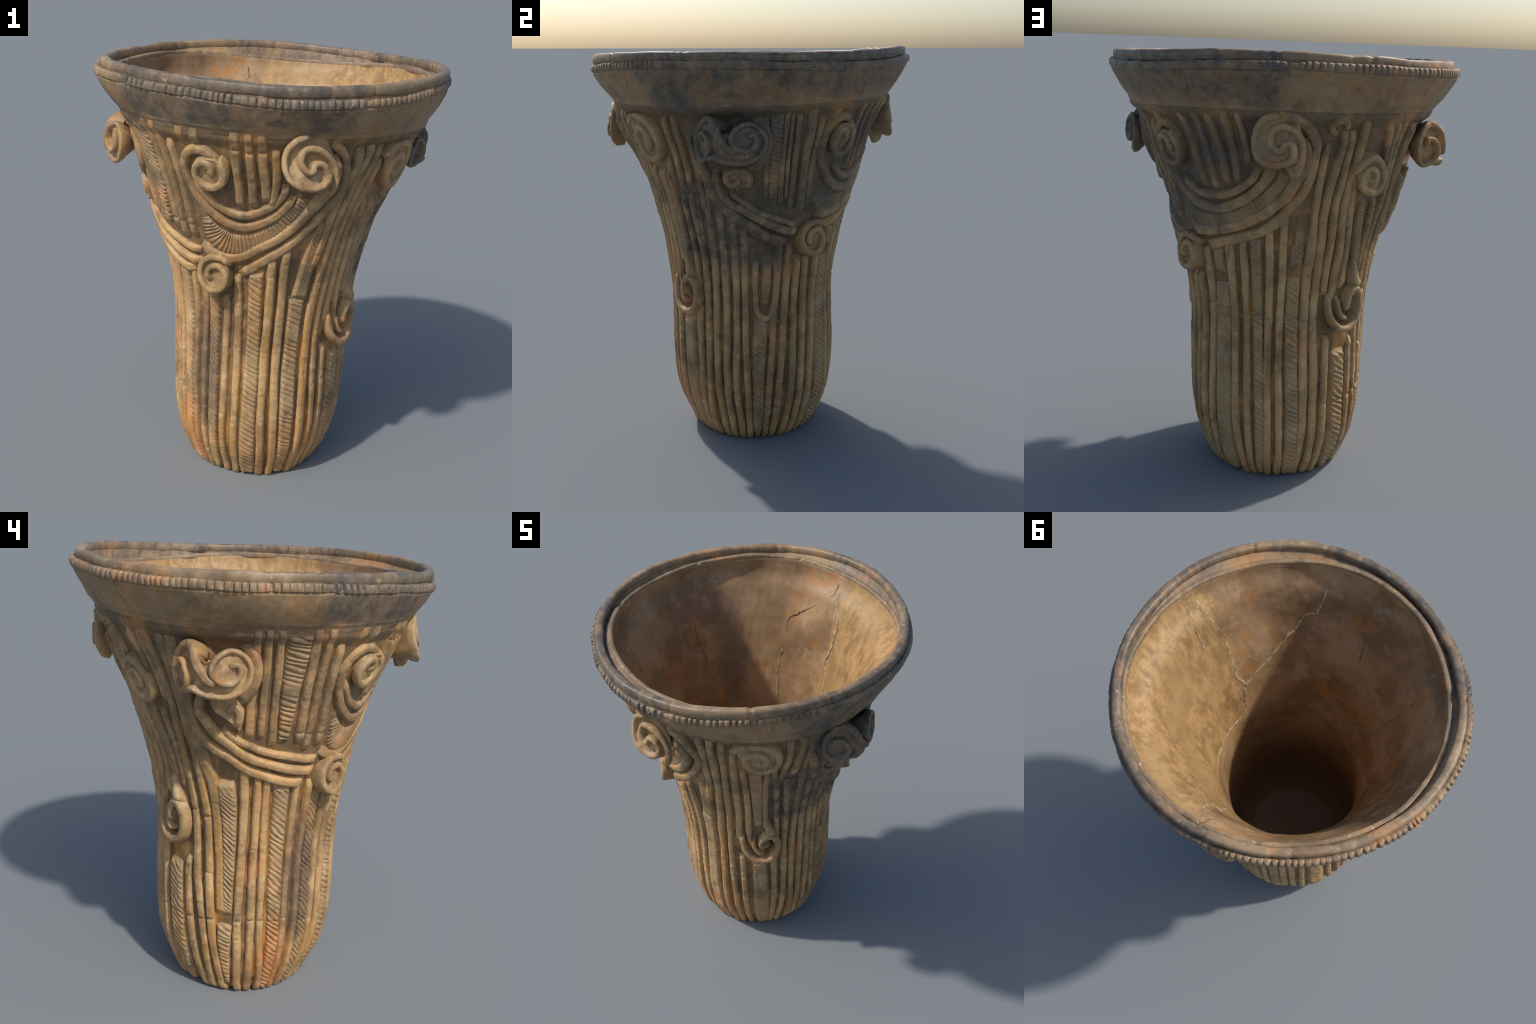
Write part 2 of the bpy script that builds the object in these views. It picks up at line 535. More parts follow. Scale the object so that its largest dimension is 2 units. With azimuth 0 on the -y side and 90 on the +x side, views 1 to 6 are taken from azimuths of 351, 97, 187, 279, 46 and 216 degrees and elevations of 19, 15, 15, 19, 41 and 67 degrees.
# outer wall
outer = []
outer.append((np.full(NT, .001), np.full(NT, .004)))
outer.append((env(TH, 0*TH) * .55, np.full(NT, .003)))
outer.append((env(TH, 0*TH) * .88, np.full(NT, .001)))
for s in np.linspace(0, 1, 190):
    z = s * z_neck
    r = wall_r(TH, z)
    target = rf - overhang
    k = smooth(z_neck - .06, z_neck, z)
    r = r*(1 - k) + target*k
    P = np.stack([r*np.cos(TH), r*np.sin(TH), z], -1)
    r = r + .0016*lumps(P, .09, seed=3) + .0010*lumps(P, .035, seed=8)
    outer.append((r, z))
# collar
collar = [outer[-1]]
collar.append((rf - .25*overhang, zf - .006))
collar.append((rf - .001, zf - .001))
for s in np.linspace(.03, 1, 22):
    r = rf + (rb - .010 - rf)*s + (.002 + .005*arc(TH, -162, 14, 22) + .005*arc(TH, -22, 32, 22))*np.sin(np.pi*s)
    z = zf + (zb - .026 - zf)*s
    P = np.stack([r*np.cos(TH), r*np.sin(TH), z], -1)
    r = r + .0018*lumps(P, .12, seed=5) + .0008*lumps(P, .04, seed=15)
    collar.append((r, z))
fill = arc(TH, 35, 48, 22)          # round the back the step beside the lip is smeared flush
collar.append((rb - .020, zb - .004))
collar.append((rb - .030 + .004*fill, zb + .000 + .012*fill))
collar.append((rl + .014 + .004*fill, zb + .006 + .020*fill))
collar.append((rl, zl - .022))
# inside
inner = [collar[-1]]
inner.append((rl - .024, zl - .036))
inner.append((ri + .012, zi - .012))
inner.append((ri - .004, zi - .004))
inner.append((ri - .012, zi - .016))
z_top = zi - .035
inner.append((ri - .012, z_top))
for s in np.linspace(.02, 1, 120):
    z = z_top*(1 - s) + .120*s
    r = inner_r(TH, z)
    r = r * smooth(.02, .22, z)**.12
    P = np.stack([r*np.cos(TH), r*np.sin(TH), z], -1)
    r = r + .0022*lumps(P, .30, seed=12) + .0007*lumps(P, .06, seed=22)
    inner.append((r, z))
floor_r = inner[-1][0]
for k, dz in ((.93, -.018), (.75, -.026), (.4, -.030), (.004, -.030)):
    inner.append((floor_r*k, inner[-1][1]*0 + .120 + dz))

allr = rings(outer + collar[1:] + inner[1:])
V = np.concatenate(allr)
F = grid_faces(len(allr), NT, wrap_v=True)
whole = bpy.data.meshes.new('whole')
whole.from_pydata(V.tolist(), [], F)
whole.update()
nrm = np.zeros(len(V)*3, np.float32)
whole.vertices.foreach_get('normal', nrm)
nrm = nrm.reshape(-1, 3)
bpy.data.meshes.remove(whole)
cuts = [0, len(outer) - 1, len(outer) + len(collar) + 2, len(allr) - 5, len(allr) - 1]
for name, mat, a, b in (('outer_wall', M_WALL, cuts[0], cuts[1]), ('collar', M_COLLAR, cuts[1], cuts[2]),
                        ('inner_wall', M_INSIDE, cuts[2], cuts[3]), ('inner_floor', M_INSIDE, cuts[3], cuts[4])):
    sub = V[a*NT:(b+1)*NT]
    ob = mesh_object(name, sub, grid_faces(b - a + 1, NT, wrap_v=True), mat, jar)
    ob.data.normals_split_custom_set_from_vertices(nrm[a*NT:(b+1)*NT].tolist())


def ring_tube(name, rfun, zfun, a, b, mat, seed, amp=1.0, n=720, m=14, notch=None, breaks=()):
    """A coil running right round the mouth, section a (across) by b (up)."""
    t = np.linspace(-np.pi, np.pi, n, endpoint=False)
    r, z = rfun(t), zfun(t)
    P = np.stack([r*np.cos(t), r*np.sin(t), z], -1)
    r = r + .0016*amp*lumps(P, .24, seed=seed)
    z = z + .0014*amp*lumps(P, .26, seed=seed+4)
    k = 1 + .06*amp*lumps(P, .20, seed=seed+8) + .012*amp*lumps(P, .05, seed=seed+2)
    for c, wd, dep in breaks:
        k = k * (1 - dep*np.exp(-(wrap(np.degrees(t) - c)/wd)**2))
    for _ in range(26):                        # small chips
        k = k * (1 - rng.uniform(.04, .16)*np.exp(-(wrap(np.degrees(t) - rng.uniform(-180, 180))/rng.uniform(.3, 1.4))**2))
    ph = np.linspace(0, 2*np.pi, m, endpoint=False)
    ca, sa = np.cos(ph), np.sin(ph)
    ca = np.sign(ca)*np.abs(ca)**.62
    sa = np.sign(sa)*np.abs(sa)**.62
    A, B = np.full((n, m), a), np.full((n, m), b)
    if notch is not None:
        A, B, sh = notch(t, ph, A, B)
    else:
        sh = 0
    R = r[:, None] + A*k[:, None]*ca[None, :] + sh
    Z = z[:, None] + B*k[:, None]*sa[None, :]
    VV = np.stack([R*np.cos(t)[:, None], R*np.sin(t)[:, None], Z], -1)
    f = []
    for i in range(n):
        j = (i + 1) % n
        for q in range(m):
            p = (q + 1) % m
            f.append((i*m + q, j*m + q, j*m + p, i*m + p))
    return mesh_object(name, VV.reshape(-1, 3), f, mat, jar)


ring_tube('rim_lip', lambda t: r_lip(t) - .004, lambda t: z_lip(t) - .021, .021, .024, M_RIM, 2,
          breaks=((-13, .8, .16), (-152, .8, .25), (96, 1.0, .2), (-70, .7, .15)))
ring_tube('inner_ledge', lambda t: r_ledge(t) + .001, lambda t: z_ledge(t) - .014, .0125, .014, M_LEDGE, 11,
          breaks=((-13, 1.2, .3), (-150, 2.0, .75), (92, 1.2, .6), (112, .9, .4), (160, .8, .35)))


def notched(t, ph, A, B):
    d = np.degrees(t)
    P = np.stack([np.cos(t), np.sin(t), 0*t], -1)
    phase = 172*t/(2*np.pi) + .40*lumps(P, .5, seed=6) + .16*lumps(P, .11, seed=16)
    x = np.abs((phase % 1) - .5)*2
    worn = .14 + .86*(1 - arc(t, 38, 50, 20))
    worn = worn * (.50 + .50*smooth(-.9, .2, lumps(P, .24, seed=26)))
    cut = smooth(.35, .95, x) * worn * np.clip(.80 + .35*lumps(P, .045, seed=31), .2, 1.5)
    out = np.clip(np.cos(ph - .5), 0, 1)[None, :]
    return A*(1 - .10*cut[:, None]), B*(1 - .16*cut[:, None]), -.012*cut[:, None]*out


ring_tube('notched_band', lambda t: r_band(t) - .018, lambda t: z_band(t) - .004, .0175, .0185, M_RIM, 7,
          n=2400, m=14, notch=notched, breaks=((-72, 1.0, .3), (-150, 1.5, .25), (100, 2.5, .5)))

# ------------------------------------------------------------------ vertical coils of the lower body
# angle of each coil at heights .02, .10, .35, .62, .90 (and on to its top), width
Z5 = (.012, .10, .35, .62, .90)
LOWER = [
    ((-172, -174, -174, -173, -172), 1.14, .041), ((-166, -166, -166, -166, -165), 1.11, .040),
    ((-158, -158, -160, -160, -160), 1.09, .037), ((-147, -147, -145, -144.5, -143), 1.07, .036),
    ((-140, -139, -137.5, -137, -135), 1.065, .038), ((-126, -125.5, -123.5, -122.5, -121), .97, .036),
    ((-118, -117, -115.5, -114.5, -114), 1.085, .041), ((-97, -97, -98, -97.5, -96), 1.17, .045),
    ((-88, -88, -89.5, -90, -89), 1.22, .043), ((-71, -70, -71, -71, -70), 0, .043),
    ((-64, -63, -63, -64, -64), 0, .038), ((-55, -55, -55.5, -56, -56.5), .70, .036),
    ((-34, -34, -32, -32, -31), .74, .041), ((-27, -27, -25, -24, -24), 1.30, .040),
    ((-17, -17, -18, -18, -17), 1.38, .039), ((-10, -10, -11, -10, -10), 1.29, .039),
    ((-2, -2, -4, -3, -3), 1.22, .040), ((5, 5, 4, 3, 3), 1.18, .039),
    ((19, 19, 20, 22, 24), 1.08, .038), ((26, 26, 27.5, 29.5, 31), 1.06, .041),
    ((35, 35.5, 37, 37.5, 38), .98, .041), ((43, 44, 44.5, 45, 45), .98, .038),
    ((54, 53, 53, 53.5, 54), 1.12, .041), ((77, 75.5, 73, 72, 71), 1.175, .040),
    ((84, 82, 81, 80, 79), 1.195, .037), ((95, 94.5, 94, 93, 93), 1.255, .042),
    ((103.5, 103, 101.5, 100, 100), 1.32, .038), ((118, 117, 117, 116, 115), 1.22, .044),
    ((127, 126, 124, 123, 121), 1.25, .042), ((134, 133, 131.5, 131, 131), .72, .038),
    ((162, 160, 155, 153, 159), .68, .038),
    ((169, 167, 164, 160, 159.5), .66, .040), ((177, 175, 170, 168, 166.5), .64, .042)]


def lower_path(a, top):
    pts = [(a[0], .004), (a[1], .05), (a[1], Z5[1]), (a[2], Z5[2]), (a[3], Z5[3]), (a[4], Z5[4])]
    if top:
        pts = [p for p in pts if p[1] < top - .02]
        pts.append((float(np.interp(top, Z5, a)) if top < .9 else a[4] + (top - .9)*(a[4] - a[3]), top))
    return pts


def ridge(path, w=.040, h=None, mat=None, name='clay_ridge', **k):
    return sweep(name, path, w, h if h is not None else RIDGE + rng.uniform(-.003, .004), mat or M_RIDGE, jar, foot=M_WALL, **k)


# coils that run on up the flaring neck are given with their upper stretch
UPPER_RUN = {
    (-71): [(-67.5, 1.12), (-65.5, 1.30), (-64, 1.45), (-62.7, 1.58), (-61, 1.72)],
    (-64): [(-62, 1.10), (-61.3, 1.24), (-59.8, 1.40), (-58.3, 1.56), (-56.5, 1.72)]}
for a, top, w in LOWER:
    if top == 0:
        run = UPPER_RUN[-71 if a[0] == -71 else -64]
        ridge(lower_path(a, 0) + run, w, taper=(0, 1))
    else:
        faint = -28 < a[0] < 8               # these sink into the wall towards the top
        ridge(lower_path(a, top + .022), w, h=(.022, .022, .023, .022, .020, .010, .005) if faint else None, taper=(0, 1))

# stretch above the mend at .42 on the left side
ridge([(176, .44), (175, .62), (173.5, .85), (171.5, 1.05), (169, 1.18)], .046)
ridge([(168, .62), (167, .9), (164.5, 1.10), (161.5, 1.28), (160, 1.40), (158.3, 1.49), (157, 1.60), (156, 1.72)], .040)
ridge([(160, .62), (159, .95), (156.2, 1.14), (155, 1.29), (155, 1.38), (153.7, 1.475), (151.8, 1.57), (150, 1.66), (149, 1.735)], .037)
ridge([(173.3, .95), (171, 1.09), (168, 1.17), (164, 1.31), (162.5, 1.42), (161, 1.52), (160, 1.61), (160.5, 1.71)], .062, h=.018)
ridge([(151.5, 1.43), (150.5, 1.51), (148.5, 1.58), (146.8, 1.65), (146.5, 1.72)], .036)

# scored bands of the lower body: angle at the heights above, top, bottom-to-top widths, pitch, slant
BANDS = [
    ((-153, -152.5, -151.5, -151.5, -151.5), 1.085, (.030, .045, .058, .068, .068), 0.0286, .9),
    ((-134, -133, -130.5, -130, -129), 1.05, (.020, .040, .050, .052, .052), 0.0286, 1.1),
    ((-107, -107, -106, -105, -104), 1.13, (.060, .080, .074, .062, .064), 0.0286, .55),
    ((-80, -80, -81, -81, -80), 1.00, (.044, .060, .068, .068, .076), 0.0286, .55),
    ((-42, -42, -42.5, -43, -43), .665, (.052, .070, .084, .082, .070), 0.0273, .55),
    ((12, 12, 12, 13, 14), .70, (.020, .040, .060, .072, .060), 0.0286, .7),
    ((64, 64, 64, 63, 63), .99, (.050, .080, .083, .082, .068), 0.0273, .7),
    ((90, 89, 89, 87.5, 86), 1.215, (.020, .036, .046, .046, .048), 0.0273, .6),
    ((111, 111, 110, 108, 107), 1.04, (.046, .060, .060, .060, .055), 0.0273, .6),
    ((147, 146, 143.5, 142, 141), .66, (.030, .060, .090, .088, .060), 0.0299, .75)]
for a, top, ws, pitch, slant in BANDS:
    p = lower_path(a, top)[::-1]
    hatched('hatched_band', p, ws[::-1], M_BAND, jar, pitch, slant, depth=.0085, fade=(.03, .05))
# bands split by mends and loops
hatched('hatched_band', [(178.5, .41), (178, .30), (179, .16), (180.5, .05)], (.068, .062, .036, .012), M_BAND, jar, .024, .45, depth=.008)
hatched('hatched_band', [(178, 1.10), (179, 1.0), (180, .85), (180, .62), (180, .44)], (.072, .078, .060, .050, .044), M_BAND, jar, .025, 1.0, depth=.009, fade=(.12, .04))
hatched('hatched_band', [(17.5, .98), (17, .88), (16.5, .76)], (.045, .048, .030), M_BAND, jar, .021, .9)
ridge([(10, 1.0), (10, .88), (10.5, .76), (13, .715), (17, .70), (21, .72), (23.5, .80), (24, .92), (24, 1.02)], .034)
hatched('hatched_band', [(-73.5, 1.37), (-75.5, 1.22), (-77.5, 1.06), (-79, .98)], (.03, .060, .066, .070), M_BAND, jar, .020, 1.0, fade=(.12, 0))
ridge([(-66.5, 1.71), (-66, 1.62), (-67.8, 1.50), (-69.6, 1.37), (-71.2, 1.25), (-74, 1.13)], .046)
hatched('hatched_band', [(63, 1.155), (63, 1.03)], (.05, .05), M_BAND, jar, .021, .8)
hatched('hatched_band', [(108, 1.26), (107.5, 1.17), (107, 1.09)], (.03, .055, .05), M_BAND, jar, .020, .5)

# ------------------------------------------------------------------ upright bars below the collar
def bars(rows):
    for path, w in rows:
        if path[0][1] > 1.72:
            path = [(path[0][0], 1.766)] + path[1:]
        ridge(path, w, name='clay_bar', h=RIDGE - .002 + rng.uniform(-.003, .003))


bars([([(-168.6, 1.73), (-169.3, 1.60), (-169.6, 1.50), (-170, 1.41), (-170, 1.30)], .040),
      ([(-164.8, 1.745), (-164.7, 1.60), (-165.1, 1.46), (-165.3, 1.30)], .036),
      ([(-160.9, 1.74), (-160.4, 1.58), (-160.3, 1.44), (-159.8, 1.27)], .036),
      ([(-149.2, 1.74), (-147.9, 1.62), (-147.9, 1.51), (-147.5, 1.42), (-147.0, 1.27)], .044),
      ([(-143.9, 1.74), (-143.3, 1.61), (-142.9, 1.50), (-142.8, 1.38), (-142.8, 1.24)], .038),
      ([(-138.4, 1.70), (-138.0, 1.60), (-137.6, 1.50), (-136.8, 1.40), (-136.2, 1.25)], .042),
      ([(-125, 1.765), (-126.2, 1.69)], .050),
      ([(-131, 1.765), (-131.6, 1.70)], .045),
      ([(-111.0, 1.755), (-111.1, 1.64), (-111.0, 1.55), (-110.8, 1.425)], .046),
      ([(-106.8, 1.75), (-106.1, 1.63), (-105.5, 1.53), (-104.9, 1.43)], .040),
      ([(-102.4, 1.75), (-101.4, 1.63), (-100.3, 1.54), (-99.8, 1.455)], .042),
      ([(-97.3, 1.70), (-96.6, 1.63), (-96.2, 1.56), (-96.8, 1.47), (-98.5, 1.43)], .036),
      # behind: low bars between the scrolls
      ([(58.4, 1.735), (60, 1.65), (61.3, 1.55), (62.4, 1.43)], .038),
      ([(64.8, 1.74), (66.1, 1.636), (67.3, 1.53), (68.5, 1.42)], .034),
      ([(70.6, 1.75), (72.4, 1.66), (73.6, 1.56), (74, 1.45)], .040),
      ([(77.2, 1.75), (78.2, 1.65), (79, 1.55), (79, 1.46)], .036),
      ([(82, 1.75), (83.5, 1.65), (84.3, 1.54)], .034),
      ([(24, 1.72), (24.1, 1.60), (24.6, 1.44), (25.4, 1.31)], .024),
      ([(27, 1.715), (27.2, 1.60), (27.9, 1.44), (28.3, 1.25)], .032),
      ([(32.9, 1.73), (33, 1.63), (32.8, 1.52), (33.4, 1.40), (34.5, 1.24)], .046),
      ([(37.4, 1.70), (37.2, 1.57), (37.4, 1.43), (38.4, 1.30)], .036),
      ([(43.5, 1.73), (45, 1.66)], .05)])
# scored panels between the bars
hatched('hatched_band', [(-154.4, 1.752), (-154.2, 1.67), (-154.2, 1.58), (-154.5, 1.48), (-154.8, 1.38), (-154.8, 1.28)],
        (.100, .098, .086, .070, .056, .042), M_BAND, jar, .0225, .28, depth=.010, height=.016, fade=(.05, 0))
hatched('hatched_band', [(18.2, 1.735), (18.3, 1.61), (18.4, 1.48), (18.6, 1.36), (18.2, 1.30)],
        (.062, .060, .058, .052, .048), M_BAND, jar, .0225, .22, depth=.008, height=.014)
ridge([(13.2, 1.70), (14.6, 1.755), (18, 1.773), (21.5, 1.758), (22.2, 1.70), (21.8, 1.57), (22.1, 1.44), (22.8, 1.29)], .030, h=.017)
ridge([(13.6, 1.70), (14.6, 1.55), (14.7, 1.42), (14.8, 1.31)], .030, h=.017)

# ------------------------------------------------------------------ swags
SWAG = dict(name='swag_ridge')
# left and front
ridge([(164.5, 1.50), (165.2, 1.42), (166.4, 1.355), (169.8, 1.29), (174.4, 1.25), (181.5, 1.213), (188.6, 1.166),
       (196, 1.140), (204, 1.115), (212.5, 1.093), (221, 1.092)], .048, h=(.036, .034, .032, .030, .028), **SWAG)
ridge([(174, 1.475), (170.5, 1.475), (168.9, 1.425), (171, 1.38), (175, 1.325), (181, 1.28), (189, 1.222), (198.6, 1.190),
       (210, 1.160), (221, 1.140), (226, 1.136)], .046, h=(.036, .034, .032, .030, .028), **SWAG)
ridge([(178, 1.345), (184, 1.30), (192, 1.262), (200, 1.236), (210, 1.215), (219, 1.195), (226, 1.19)], .036, h=.022, **SWAG)
ridge([(-112.5, 1.100), (-104.5, 1.150), (-96.3, 1.202), (-86.5, 1.27), (-80, 1.335), (-76, 1.389), (-73.2, 1.445), (-70.6, 1.50),
       (-70.0, 1.56), (-70.9, 1.616), (-72.8, 1.67), (-76, 1.71), (-80, 1.735)], .046, h=(.019, .019, .019, .021, .025, .030, .034, .036, .036, .030), **SWAG)
ridge([(-133, 1.225), (-126, 1.190), (-118.3, 1.178), (-110.4, 1.197), (-102.3, 1.242), (-94.7, 1.284), (-89.3, 1.327),
       (-84.4, 1.375), (-80.4, 1.44), (-76.9, 1.49), (-75, 1.55), (-75.2, 1.62), (-77, 1.68)], .050, h=(.019, .019, .019, .021, .026, .036, .048, .052), **SWAG)
ridge([(-117.5, 1.625), (-120.7, 1.655), (-124.9, 1.672), (-130.3, 1.648), (-133.2, 1.60), (-133.4, 1.54), (-131.6, 1.48), (-127.9, 1.423),
       (-123.3, 1.382), (-117.9, 1.350), (-110.5, 1.335), (-105, 1.345), (-99, 1.372), (-95, 1.400), (-91.8, 1.437), (-88.5, 1.49)], .044, h=(.026, .024, .020, .018, .018, .018, .020), **SWAG)
ridge([(-131.0, 1.53), (-126.8, 1.478), (-123.6, 1.442), (-119.1, 1.414), (-113.8, 1.392), (-108.5, 1.390), (-103.2, 1.408),
       (-98.2, 1.434), (-95.5, 1.461), (-93, 1.504), (-92.6, 1.545)], .040, **SWAG)
hatched('hatched_crescent', [(-129, 1.36), (-126.2, 1.30), (-122.4, 1.262), (-116.3, 1.246), (-110.1, 1.254), (-104.2, 1.276), (-98.7, 1.308),
                             (-93.4, 1.346), (-89.7, 1.386), (-86.2, 1.43), (-83.6, 1.48)],
        (.03, .085, .11, .108, .095, .075, .066, .060, .060, .056, .05), M_BAND, jar, .0165, .15, depth=.009, height=.014)
# right and back
ridge([(-17, 1.52), (-14.5, 1.46), (-12.6, 1.40), (-11.0, 1.34), (-6.5, 1.283), (-1, 1.24), (4, 1.207), (12, 1.155), (20.6, 1.116), (29, 1.085)],
      .060, h=.034, **SWAG)
ridge([(-8.2, 1.465), (-8.8, 1.42), (-7.7, 1.36), (-3.5, 1.305), (2, 1.278), (9, 1.240), (18.7, 1.193), (28.6, 1.160), (36, 1.145)],
      .050, h=.034, **SWAG)
ridge([(-3, 1.36), (3.3, 1.311), (11.7, 1.255), (23.2, 1.215), (34, 1.174)], .034, h=.026, **SWAG)
ridge([(42, 1.50), (44.5, 1.455), (50.5, 1.385), (58.9, 1.346), (68.5, 1.342), (77.6, 1.371), (85.9, 1.425), (92, 1.497), (94, 1.54)], .052, h=.022, **SWAG)
ridge([(50, 1.47), (56, 1.42), (62, 1.40), (70.2, 1.404), (78.6, 1.431), (85.6, 1.485), (88.2, 1.535)], .040, h=.026, **SWAG)
hatched('hatched_crescent', [(44, 1.32), (47, 1.285), (50, 1.262), (56.2, 1.266), (64.7, 1.278), (72.2, 1.296), (79.1, 1.318), (85.5, 1.358),
                             (90.8, 1.397), (94.4, 1.436), (97.8, 1.474), (99.5, 1.521)],
        (.06, .085, .088, .082, .074, .066, .060, .060, .060, .060, .055, .05), M_BAND, jar, .0165, .12, depth=.007, height=.016)
ridge([(46, 1.205), (54, 1.220), (61, 1.232), (74, 1.262), (81, 1.288), (89, 1.328), (95, 1.373), (100.1, 1.42), (103.1, 1.475), (106.0, 1.54), (106.6, 1.61), (105, 1.67)], .054, h=(.022, .022, .022, .022, .028, .038, .046, .048), **SWAG)
ridge([(57, 1.150), (66, 1.180), (75.5, 1.209), (88.7, 1.252), (96.8, 1.305), (102.1, 1.372), (107, 1.432), (109.5, 1.505), (110.3, 1.587),
       (110.1, 1.65), (106.4, 1.715), (101.5, 1.745), (96, 1.757)], .052, h=.022, **SWAG)

# ------------------------------------------------------------------ fans of coils between the motifs
for path, w in [
        ([(115.6, 1.65), (114.4, 1.56), (114, 1.43), (114.1, 1.31), (115.5, 1.19), (115.2, 1.06), (115.2, .93)], .036),
        ([(120.8, 1.70), (121.2, 1.63), (120.2, 1.52), (118.9, 1.41), (118.8, 1.31), (119.6, 1.21), (120, 1.09), (121, .93)], .040),
        ([(123.7, 1.70), (124.6, 1.59), (124.4, 1.49), (123.7, 1.39), (124.4, 1.31), (126, 1.18), (125.6, 1.07), (126, .94)], .038),
        ([(128, 1.745), (129.2, 1.65), (129.3, 1.56), (128.6, 1.46), (128.6, 1.37), (129.5, 1.30), (133, 1.16), (133, 1.06), (132, .95), (129.5, .90)], .042),
        ([(127.9, 1.50), (131.5, 1.485), (132.2, 1.39), (134.1, 1.30), (138, 1.18), (139.5, 1.06), (139.5, .96)], .040),
        ([(147.5, 1.39), (150, 1.285), (152.5, 1.14), (153, 1.02)], .036),
        ([(140.5, 1.72), (144.5, 1.60), (145.5, 1.53)], .036),
        # beneath the front-right scroll
        ([(-52.5, 1.63), (-53.6, 1.55), (-54.8, 1.42), (-55.4, 1.26), (-55.7, 1.08), (-56.7, .92), (-56.8, .83)], .038),
        ([(-50, 1.45), (-49.4, 1.27), (-49.4, 1.08), (-49.9, .93), (-49.4, .85), (-46.4, .775), (-41.5, .742)], .036),
        ([(-37.5, 1.44), (-38.2, 1.27), (-38.2, 1.10), (-37.7, .97), (-35, .92)], .036),
        ([(-28.8, 1.70), (-28.6, 1.60), (-28.2, 1.52), (-29, 1.43), (-30, 1.345)], .036),
        ([(-31.8, 1.32), (-31.4, 1.18), (-30.8, 1.05), (-30.4, .92), (-29.8, .84)], .038),
        ([(-34.4, 1.51), (-34.3, 1.43), (-33.4, 1.36)], .036),
        ([(-23.8, 1.715), (-23.1, 1.63), (-22.7, 1.54), (-23.2, 1.44), (-25, 1.37)], .040),
        ([(-26, 1.33), (-25.4, 1.25), (-24.6, 1.12), (-23.6, 1.0), (-24, .86)], .038),
        ([(-18.5, 1.62), (-18.2, 1.52), (-18, 1.40), (-18, 1.25)], .034)]:
    ridge(path, w)
ridge([(120.9, 1.70), (119.6, 1.738), (116.9, 1.748), (114.9, 1.722), (116.2, 1.692), (118.3, 1.70)], .032, name='scroll_hook')
hatched('hatched_band', [(-43.6, 1.44), (-43.3, 1.30), (-43.2, 1.12), (-43.0, .95)], (.070, .066, .052, .034), M_BAND, jar, .0145, .1, depth=.005)
hatched('hatched_band', [(139.5, 1.40), (141, 1.30), (144, 1.22), (146.5, 1.13), (147.5, 1.04)], (.030, .046, .048, .046, .040), M_BAND, jar, .016, .5, depth=.005)


# ------------------------------------------------------------------ scroll bosses
def boss(name, surf_r, outline, coils, floor_drop, depth, mat, coil_w, coil_h, coil_name='scroll_coil', face=None):
    """A plug of clay standing out from the wall, with spiral coils on its face.
    surf_r(th, z): radius of the boss face."""
    face = face or (lambda th, z: np.stack([surf_r(th, z)*np.cos(th), surf_r(th, z)*np.sin(th), z], -1))
    c = catmull([(RAD(a), b) for a, b in outline + outline[:1]], 8)[:-1]
    ctr = c.mean(0)
    rows = []
    for s, dr in ((.02, -floor_drop), (.35, -floor_drop), (.65, -floor_drop), (.85, -floor_drop*.8), (.96, -floor_drop*.55), (1.0, -floor_drop*1.0),
                  (1.0, -floor_drop - .02), (.95, -depth*.5), (.86, -depth)):
        q = ctr + (c - ctr)*s
        P = face(q[:, 0], q[:, 1])
        N = normal_of(face, q[:, 0], q[:, 1])
        rows.append(P + N*dr + N*(.0025*lumps(P, .06, seed=4))[:, None])
    VV = keep_outside(np.concatenate(rows))
    f = grid_faces(len(rows), len(c), wrap_v=True)
    plug = mesh_object(name, VV, f, mat, jar)
    # orient outwards
    P0 = face(np.array([ctr[0]]), np.array([ctr[1]]))[0]
    me = plug.data
    if me.polygons[len(c)//2].normal.dot(normal_of(face, np.array([ctr[0]]), np.array([ctr[1]]))[0]) < 0:
        me.flip_normals()
    for i, path in enumerate(coils):
        w = coil_w[i] if isinstance(coil_w, (list, tuple)) else coil_w
        sweep(coil_name, path, w, coil_h, mat, plug, surf=face, sink=floor_drop, deep=depth - floor_drop if i == 0 else .03,
              mends=False, lift=-coil_h, step=.006, wobble=1.2)
    return plug


def arc_pts(pairs):
    return [(a, b) for a, b in pairs]


def hang(*knots):
    zs, rs = zip(*knots)
    return lambda th, z: sum(np.interp(z + d, zs, rs) for d in (-.03, -.02, -.01, 0, .01, .02, .03))/7 + 0*th


# big double spirals
DOUBLE_A = [(-86.2, 1.765), (-91.2, 1.742), (-94.4, 1.697), (-94.8, 1.640), (-92.8, 1.590), (-88.6, 1.557), (-84, 1.556), (-81.1, 1.580),
            (-80.7, 1.618), (-82.6, 1.652), (-85.3, 1.655), (-86.2, 1.630), (-88.0, 1.632), (-89.8, 1.658), (-89.4, 1.694), (-87, 1.712),
            (-83.4, 1.704), (-79.4, 1.668), (-77.2, 1.620), (-77.5, 1.56), (-80, 1.49)]
OUT_A = [(-86, 1.765), (-91, 1.745), (-94.6, 1.697), (-95.0, 1.640), (-93, 1.588), (-88.8, 1.553), (-84, 1.54), (-79.5, 1.55), (-76.6, 1.60), (-76.8, 1.66), (-79.5, 1.72), (-82.5, 1.755)]
FACE_A = hang((1.46, .660), (1.53, .735), (1.56, .750), (1.60, .750), (1.66, .732), (1.71, .720), (1.78, .712))
boss('spiral_scroll', lambda th, z: FACE_A(th, z) - .00035*np.clip(np.degrees(th) + 86.5, 0, 12)**2 - .0006*np.clip(-89 - np.degrees(th), 0, 9)**2*.5,
     [(a, b + .012) for a, b in OUT_A], [DOUBLE_A], .028, .19, M_SCROLL, .031, .030)
